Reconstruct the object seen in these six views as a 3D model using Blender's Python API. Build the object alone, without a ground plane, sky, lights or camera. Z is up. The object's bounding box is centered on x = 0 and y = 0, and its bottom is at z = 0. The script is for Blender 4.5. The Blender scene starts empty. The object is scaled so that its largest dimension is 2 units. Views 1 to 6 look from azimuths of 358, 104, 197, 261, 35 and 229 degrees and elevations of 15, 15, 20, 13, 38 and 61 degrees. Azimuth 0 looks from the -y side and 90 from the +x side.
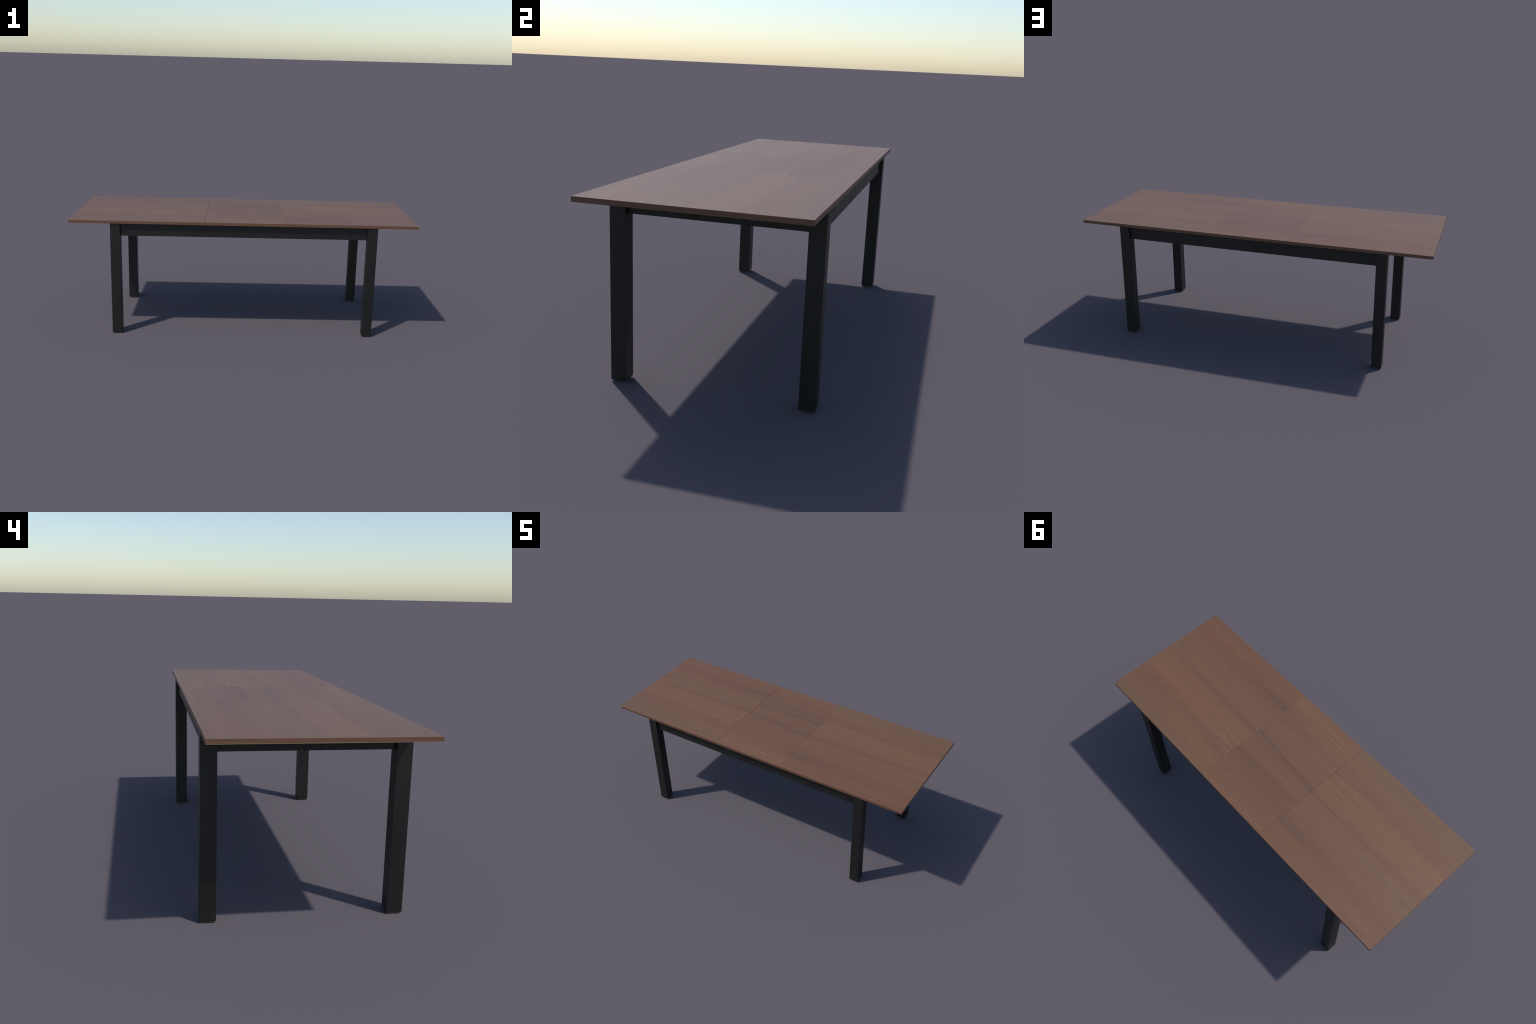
"""Extendable dining table: walnut top in two end panels and one middle leaf,
black painted square legs and apron rails."""
import bpy, bmesh, math
from mathutils import Vector

# ------------------------------------------------------------------ sizes (m)
TOP_X, TOP_Y = 1.0, 0.363            # half length and half width of the top
TOP_Z, TOP_T = 0.6808, 0.0172        # upper face and thickness of the top
SEAM = 0.2275                        # |x| of the joints beside the middle leaf
LEG_X, LEG_Y, LEG_W = 0.7677, 0.3588, 0.0564
RAIL_IN = 0.0165                      # rails stand back from the leg faces
RAIL_Z0, RAIL_T = 0.5894, 0.020
UNDER = TOP_Z - TOP_T


# ------------------------------------------------------------------ node kit
class Nodes:
    def __init__(self, name):
        self.mat = bpy.data.materials.new(name)
        self.mat.use_nodes = True
        self.t = self.mat.node_tree
        self.bsdf = self.t.nodes["Principled BSDF"]

    def put(self, sock, v):
        if isinstance(v, bpy.types.NodeSocket):
            self.t.links.new(v, sock)
        elif v is not None:
            sock.default_value = v

    def math(self, op, a, b=None, c=None):
        n = self.t.nodes.new("ShaderNodeMath")
        n.operation = op
        for s, v in zip(n.inputs, (a, b, c)):
            self.put(s, v)
        return n.outputs[0]

    def xyz(self):
        c = self.t.nodes.new("ShaderNodeTexCoord").outputs["Object"]
        s = self.t.nodes.new("ShaderNodeSeparateXYZ")
        self.t.links.new(c, s.inputs[0])
        return s.outputs

    def vec(self, x, y, z):
        n = self.t.nodes.new("ShaderNodeCombineXYZ")
        for s, v in zip(n.inputs, (x, y, z)):
            self.put(s, v)
        return n.outputs[0]

    def scaled(self, x, y, z, sx, sy, sz, off=0.0):
        return self.vec(self.math("MULTIPLY_ADD", x, sx, off),
                        self.math("MULTIPLY_ADD", y, sy, off * 1.7),
                        self.math("MULTIPLY_ADD", z, sz, off * 0.6))

    def noise(self, v, scale=1.0, detail=3.0, rough=0.5):
        n = self.t.nodes.new("ShaderNodeTexNoise")
        self.put(n.inputs["Vector"], v)
        n.inputs["Scale"].default_value = scale
        n.inputs["Detail"].default_value = detail
        n.inputs["Roughness"].default_value = rough
        return n.outputs["Fac"]

    def remap(self, v, a, b, c=0.0, d=1.0, smooth=False):
        n = self.t.nodes.new("ShaderNodeMapRange")
        n.interpolation_type = "SMOOTHSTEP" if smooth else "LINEAR"
        for s, x in zip(n.inputs, (v, a, b, c, d)):
            self.put(s, x)
        return n.outputs[0]

    def ramp(self, fac, stops):
        n = self.t.nodes.new("ShaderNodeValToRGB")
        e = n.color_ramp.elements
        e[0].position, e[0].color = stops[0][0], (*stops[0][1], 1)
        e[1].position, e[1].color = stops[-1][0], (*stops[-1][1], 1)
        for p, c in stops[1:-1]:
            e.new(p).color = (*c, 1)
        self.put(n.inputs[0], fac)
        return n.outputs[0]

    def mix(self, fac, a, b, mode="MIX"):
        n = self.t.nodes.new("ShaderNodeMix")
        n.data_type, n.blend_type = "RGBA", mode
        self.put(n.inputs[0], fac)
        self.put(n.inputs[6], a if isinstance(a, bpy.types.NodeSocket) else (*a, 1))
        self.put(n.inputs[7], b if isinstance(b, bpy.types.NodeSocket) else (*b, 1))
        return n.outputs[2]

    def bump(self, height, strength, dist):
        n = self.t.nodes.new("ShaderNodeBump")
        n.inputs["Strength"].default_value = strength
        n.inputs["Distance"].default_value = dist
        self.put(n.inputs["Height"], height)
        self.t.links.new(n.outputs[0], self.bsdf.inputs["Normal"])


# ------------------------------------------------------------------ materials
RED, TAN, OLIVE = (0.150, 0.080, 0.057), (0.176, 0.099, 0.066), (0.150, 0.093, 0.065)
DARK = (0.088, 0.048, 0.036)
WARM = (0.99, 0.830, 0.60)           # stain over the whole veneer


def wood(name, bands, streaks, arcs=(), seed=0.0):
    """Walnut veneer with the grain along local x.
    bands: tone of the veneer strips across local y (position 0..1, colour);
    streaks: dark heartwood lines (y, slope, x where strongest, x where gone,
             half width, strength); arcs: cathedral grain (y, x apex, sharpness)."""
    k = Nodes(name)
    x, y, z = k.xyz()
    # slow waviness of the grain
    wav = k.noise(k.scaled(x, y, z, 1.6, 5.0, 5.0, seed), 1.0, 2.0)
    wy = k.math("MULTIPLY_ADD", k.math("SUBTRACT", wav, 0.5), 0.022, y)
    wav2 = k.noise(k.scaled(x, y, z, 5.0, 22.0, 22.0, seed + 3.1), 1.0, 2.0)
    wy = k.math("MULTIPLY_ADD", k.math("SUBTRACT", wav2, 0.5), 0.006, wy)
    for ya, xa, sharp in arcs:                       # bend grain into arches
        dx = k.math("MAXIMUM", k.math("MINIMUM", k.math("SUBTRACT", x, xa), 0.22), -0.22)
        dy = k.math("DIVIDE", k.math("SUBTRACT", y, ya), 0.045)
        env = k.math("EXPONENT", k.math("MULTIPLY", k.math("MULTIPLY", dy, dy), -1.0))
        push = k.math("MULTIPLY", k.math("MULTIPLY", dx, sharp), env)
        wy = k.math("ADD", wy, push)
    col = k.ramp(k.remap(wy, -TOP_Y, TOP_Y), bands)
    # soft cloudy strips 1-4 cm wide
    s1 = k.noise(k.scaled(x, wy, z, 0.8, 34.0, 34.0, seed + 7.0), 1.0, 4.0, 0.6)
    col = k.mix(k.remap(s1, 0.48, 0.66, 0.0, 0.45), col, RED)
    s2 = k.noise(k.scaled(x, wy, z, 1.0, 24.0, 24.0, seed + 19.0), 1.0, 2.0)
    col = k.mix(k.remap(s2, 0.52, 0.70, 0.0, 0.45), col, TAN)
    # growth lines, a few mm apart, in groups
    g = k.noise(k.scaled(x, wy, z, 0.7, 170.0, 170.0, seed + 31.0), 1.0, 4.0, 0.75)
    grp = k.noise(k.scaled(x, wy, z, 1.5, 16.0, 16.0, seed + 43.0), 1.0, 2.0)
    lines = k.math("MULTIPLY", k.remap(g, 0.50, 0.64, 0.0, 1.0), k.remap(grp, 0.38, 0.62, 0.26, 0.85))
    col = k.mix(lines, col, (0.105, 0.064, 0.047))
    lite = k.math("MULTIPLY", k.remap(g, 0.48, 0.34, 0.0, 1.0), k.remap(grp, 0.40, 0.65, 0.16, 0.60))
    col = k.mix(lite, col, (0.205, 0.122, 0.084))
    # pinstripe of the quarter-cut strips, about 5 mm apart
    ph = k.math("MULTIPLY_ADD", k.math("SUBTRACT", s1, 0.5), 9.0, k.math("MULTIPLY", wy, math.tau / 0.0056))
    pin = k.remap(k.math("SINE", ph), 0.0, 1.0)
    where = k.noise(k.scaled(x, wy, z, 0.7, 13.0, 13.0, seed + 83.0), 1.0, 1.0)
    col = k.mix(k.math("MULTIPLY", pin, k.remap(where, 0.44, 0.62, 0.10, 0.50)), col, (0.100, 0.060, 0.045))
    # short pores
    p = k.noise(k.scaled(x, y, z, 26.0, 620.0, 620.0, seed + 57.0), 1.0, 1.0)
    col = k.mix(k.remap(p, 0.58, 0.70, 0.0, 0.45), col, (0.085, 0.052, 0.040))
    col = k.mix(1.0, col, WARM, "MULTIPLY")
    # heartwood streaks
    brk = k.noise(k.scaled(x, wy, z, 2.0, 210.0, 210.0, seed + 71.0), 1.0, 3.0, 0.6)
    for ys, slope, x_full, x_gone, half, amount in streaks:
        c = k.math("MULTIPLY_ADD", k.math("SUBTRACT", x, x_full), slope, ys)
        d = k.math("DIVIDE", k.math("SUBTRACT", k.math("MULTIPLY_ADD", k.math("SUBTRACT", wav2, 0.5), 0.012, y), c), half)
        m = k.math("EXPONENT", k.math("MULTIPLY", k.math("MULTIPLY", d, d), -1.0))
        m = k.math("MULTIPLY", m, k.remap(x, x_gone, x_full, 0.0, 1.0, True))
        m = k.math("MULTIPLY", m, k.remap(brk, 0.36, 0.60, 0.35, 1.0))
        col = k.mix(k.math("MULTIPLY", m, amount), col, DARK)
    k.put(k.bsdf.inputs["Base Color"], col)
    k.put(k.bsdf.inputs["Roughness"], k.remap(g, 0.3, 0.7, 0.46, 0.52))
    k.bsdf.inputs["Specular IOR Level"].default_value = 0.5
    k.bump(g, 0.05, 0.0004)
    return k.mat


def edge_wood(name, along, seed, rim=None):
    """Edge banding: grain along one horizontal axis of the panel."""
    k = Nodes(name)
    x, y, z = k.xyz()
    a, b = (x, y) if along == "x" else (y, x)
    v = k.noise(k.scaled(a, b, z, 9.0, 40.0, 330.0, seed), 1.0, 3.0, 0.55)
    w = k.noise(k.scaled(a, b, z, 4.0, 9.0, 60.0, seed + 5.0), 1.0, 2.0)
    col = k.ramp(v, [(0.30, (0.166, 0.080, 0.042)), (0.52, (0.141, 0.066, 0.036)), (0.70, (0.104, 0.050, 0.030))])
    col = k.mix(k.remap(w, 0.45, 0.70, 0.0, 0.6), col, (0.147, 0.058, 0.036))
    if rim:                                          # pale line along the lower edge
        low = k.math("MULTIPLY_ADD", k.math("SUBTRACT", w, 0.5), 0.0010, z)
        col = k.mix(k.remap(low, 0.0022 - TOP_T, 0.0012 - TOP_T), col, rim)
    k.put(k.bsdf.inputs["Base Color"], col)
    k.bsdf.inputs["Roughness"].default_value = 0.5
    return k.mat


def black_paint():
    k = Nodes("black_painted_wood")
    x, y, z = k.xyz()
    n = k.noise(k.scaled(x, y, z, 14.0, 14.0, 5.0, 2.0), 1.0, 3.0)
    k.put(k.bsdf.inputs["Base Color"], k.ramp(n, [(0.35, (0.0066, 0.0065, 0.0044)), (0.65, (0.0086, 0.0084, 0.0060))]))
    k.put(k.bsdf.inputs["Roughness"], k.remap(n, 0.3, 0.7, 0.46, 0.54))
    return k.mat


def plain(name, rgb, rough, var=0.15):
    k = Nodes(name)
    x, y, z = k.xyz()
    n = k.noise(k.scaled(x, y, z, 40.0, 40.0, 40.0), 1.0, 2.0)
    lo, hi = tuple(c * (1 - var) for c in rgb), tuple(c * (1 + var) for c in rgb)
    k.put(k.bsdf.inputs["Base Color"], k.ramp(n, [(0.3, lo), (0.7, hi)]))
    k.bsdf.inputs["Roughness"].default_value = rough
    return k.mat


XE = (TOP_X - SEAM) / 2              # half length of an end panel; joint at local +XE
panel_wood = wood(
    "walnut_veneer_panel",
    bands=[(0.00, OLIVE), (0.07, OLIVE), (0.13, (0.165, 0.096, 0.066)), (0.22, RED), (0.30, TAN),
           (0.40, (0.172, 0.096, 0.064)), (0.47, TAN), (0.52, RED), (0.58, (0.152, 0.092, 0.063)), (0.68, (0.155, 0.089, 0.062)),
           (0.76, RED), (0.82, (0.142, 0.072, 0.052)), (0.88, (0.160, 0.082, 0.055)), (1.00, RED)],
    streaks=[(0.228, 0.004, XE, XE - 0.50, 0.0085, 0.90), (0.238, 0.015, XE, XE - 0.30, 0.0035, 0.55),
             (0.208, 0.000, XE, XE - 0.70, 0.0040, 0.45), (0.014, 0.012, XE, XE - 0.75, 0.0060, 0.50),
             (-0.150, 0.05, XE, XE - 0.07, 0.0110, 0.65), (-0.166, 0.02, XE - 0.10, XE - 0.36, 0.0100, 0.60),
             (-0.185, -0.06, XE, XE - 0.16, 0.0030, 0.55), (-0.212, -0.10, XE, XE - 0.30, 0.0035, 0.50),
             (-0.260, 0.000, -XE, XE, 0.0030, 0.45), (0.335, 0.01, -XE * 0.2, XE, 0.0040, 0.30)],
    arcs=[(-0.175, XE - 0.16, 0.16)], seed=4.0)

leaf_wood = wood(
    "walnut_veneer_leaf",
    bands=[(0.00, TAN), (0.10, TAN), (0.17, (0.165, 0.090, 0.062)), (0.24, RED), (0.34, (0.160, 0.088, 0.062)),
           (0.42, RED), (0.50, (0.140, 0.076, 0.056)), (0.60, (0.146, 0.078, 0.057)), (0.70, (0.134, 0.072, 0.054)),
           (0.80, (0.142, 0.077, 0.056)), (0.90, RED), (0.96, TAN), (1.00, TAN)],
    streaks=[(-0.032, -0.065, SEAM, -1.6, 0.0085, 0.90), (-0.022, -0.065, SEAM, -0.60, 0.0030, 0.60),
             (0.112, -0.010, SEAM, -1.2, 0.0075, 0.75), (0.126, -0.010, SEAM, -0.9, 0.0030, 0.50),
             (0.187, 0.000, -SEAM, 0.4, 0.0040, 0.40), (0.205, 0.010, SEAM, -0.4, 0.0030, 0.40),
             (-0.236, 0.16, SEAM, 0.02, 0.0022, 0.70), (-0.355, 0.0, -SEAM, 0.0, 0.0025, 0.55),
             (-0.215, 0.05, SEAM, -0.10, 0.0030, 0.40)],
    arcs=[(-0.245, 0.10, 0.10)], seed=27.0)

long_edge = edge_wood("walnut_edge_along_length", "x", 11.0)
end_edge = edge_wood("walnut_edge_across_width", "y", 23.0)
pale_rim_edge = edge_wood("walnut_edge_with_pale_rim", "y", 23.0, (0.30, 0.215, 0.125))
paint = black_paint()
tan_foot = plain("tan_foot_rim", (0.200, 0.145, 0.080), 0.7)
catch_mat = plain("dark_catch_plastic", (0.006, 0.005, 0.004), 0.6)


# ------------------------------------------------------------------ geometry
def box_mesh(name, x0, x1, y0, y1, z0, z1, bevel=0.0, segs=2, edges=None):
    bm = bmesh.new()
    vs = [bm.verts.new((x, y, z)) for z in (z0, z1) for x, y in ((x0, y0), (x1, y0), (x1, y1), (x0, y1))]
    for f in ((3, 2, 1, 0), (4, 5, 6, 7), (0, 1, 5, 4), (1, 2, 6, 5), (2, 3, 7, 6), (3, 0, 4, 7)):
        bm.faces.new([vs[i] for i in f])
    if bevel:
        sel = [e for e in bm.edges if edges is None or edges(e)]
        bmesh.ops.bevel(bm, geom=sel, offset=bevel, segments=segs, profile=0.5, affect="EDGES")
    bm.normal_update()
    me = bpy.data.meshes.new(name)
    bm.to_mesh(me)
    bm.free()
    return me


root = bpy.data.objects.new("dining_table", None)
root["label"] = "long extendable dining table with walnut top and black legs"
root["category"] = "table"
bpy.context.collection.objects.link(root)


def add(name, me, loc=(0, 0, 0), rot=0.0, parent=root):
    o = bpy.data.objects.new(name, me)
    o.location = loc
    o.rotation_euler = (0, 0, rot)
    o.parent = parent
    bpy.context.collection.objects.link(o)
    return o


def panel_mesh(name, half_len, face_mat):
    """A board: veneered faces, banded edges, hair-fine rounded arrises."""
    me = box_mesh(name, -half_len, half_len, -TOP_Y, TOP_Y, -TOP_T, 0, 0.0005, 1)
    for m in (face_mat, long_edge, end_edge):
        me.materials.append(m)
    for p in me.polygons:
        n, c = p.normal, p.center
        if abs(n.z) > 0.8:
            p.material_index = 0
        elif abs(n.y) > abs(n.x):
            p.material_index = 1
        else:
            p.material_index = 2
    return me


GAP_L, GAP_R = 0.0007, 0.0002        # the joint at -x stands a little more open
end_me = panel_mesh("end_panel", XE, panel_wood)
leaf_me = panel_mesh("extension_leaf", SEAM - (GAP_L + GAP_R) / 2, leaf_wood)
pale_rim_me = end_me.copy()
pale_rim_me.materials[2] = pale_rim_edge
add("end_panel", pale_rim_me, (-SEAM - XE, 0, TOP_Z))
add("end_panel", end_me, (SEAM + XE, 0, TOP_Z), math.pi)
add("extension_leaf", leaf_me, ((GAP_L - GAP_R) / 2, 0, TOP_Z - 0.0002))

# legs: square posts, softened arrises, chamfered foot with a tan rim
FOOT, RIM = 0.0062, 0.0026


def leg_mesh():
    h, r = LEG_W / 2, 0.0018
    top = UNDER + 0.006
    rings = [(h - 0.0040, 0.0), (h - 0.0022, RIM), (h - 0.0008, 0.0042), (h, FOOT), (h, top)]
    bm = bmesh.new()
    loops = []
    for hh, z in rings:
        rr, ring = r, []
        for cx, cy, a0 in ((1, 1, 0), (-1, 1, 90), (-1, -1, 180), (1, -1, 270)):
            for i in range(4):
                a = math.radians(a0 + 30 * i)
                ring.append(bm.verts.new((cx * (hh - rr) + rr * math.cos(a), cy * (hh - rr) + rr * math.sin(a), z)))
        loops.append(ring)
    n = len(loops[0])
    for lo, hi in zip(loops, loops[1:]):
        for i in range(n):
            bm.faces.new((lo[i], lo[(i + 1) % n], hi[(i + 1) % n], hi[i]))
    bm.faces.new(list(reversed(loops[0])))
    bm.faces.new(loops[-1])
    bm.normal_update()
    me = bpy.data.meshes.new("leg")
    bm.to_mesh(me)
    bm.free()
    me.materials.append(paint)
    me.materials.append(tan_foot)
    for p in me.polygons:
        if p.center.z < RIM:
            p.material_index = 1
    return me


leg_me = leg_mesh()
for sx in (-1, 1):
    for sy in (-1, 1):
        add("leg", leg_me, (sx * (LEG_X - LEG_W / 2), sy * (LEG_Y - LEG_W / 2), 0),
            {(-1, -1): math.pi, (1, -1): -math.pi / 2, (1, 1): 0, (-1, 1): math.pi / 2}[(sx, sy)])

# apron rails run into the legs
rail_h = UNDER + 0.004 - RAIL_Z0
lx = LEG_X - LEG_W + 0.006
ly = LEG_Y - LEG_W + 0.006
long_me = box_mesh("long_rail", -lx, lx, -RAIL_T / 2, RAIL_T / 2, 0, rail_h, 0.0012, 2)
short_me = box_mesh("short_rail", -RAIL_T / 2, RAIL_T / 2, -ly, ly, 0, rail_h, 0.0012, 2)
for me in (long_me, short_me):
    me.materials.append(paint)
for s in (-1, 1):
    add("long_rail", long_me, (0, s * (LEG_Y - RAIL_IN - RAIL_T / 2), RAIL_Z0))
    add("short_rail", short_me, (s * (LEG_X - RAIL_IN - RAIL_T / 2), 0, RAIL_Z0))

# small catches screwed under the outer ends of the top
catch_me = box_mesh("panel_catch", -0.026, 0.026, -0.0060, 0.0060, 0, 0.021, 0.0020, 2)
catch_me.materials.append(catch_mat)
for s in (-1, 1):
    add("panel_catch", catch_me, (s * 0.930, 0.0030, UNDER - 0.0200))
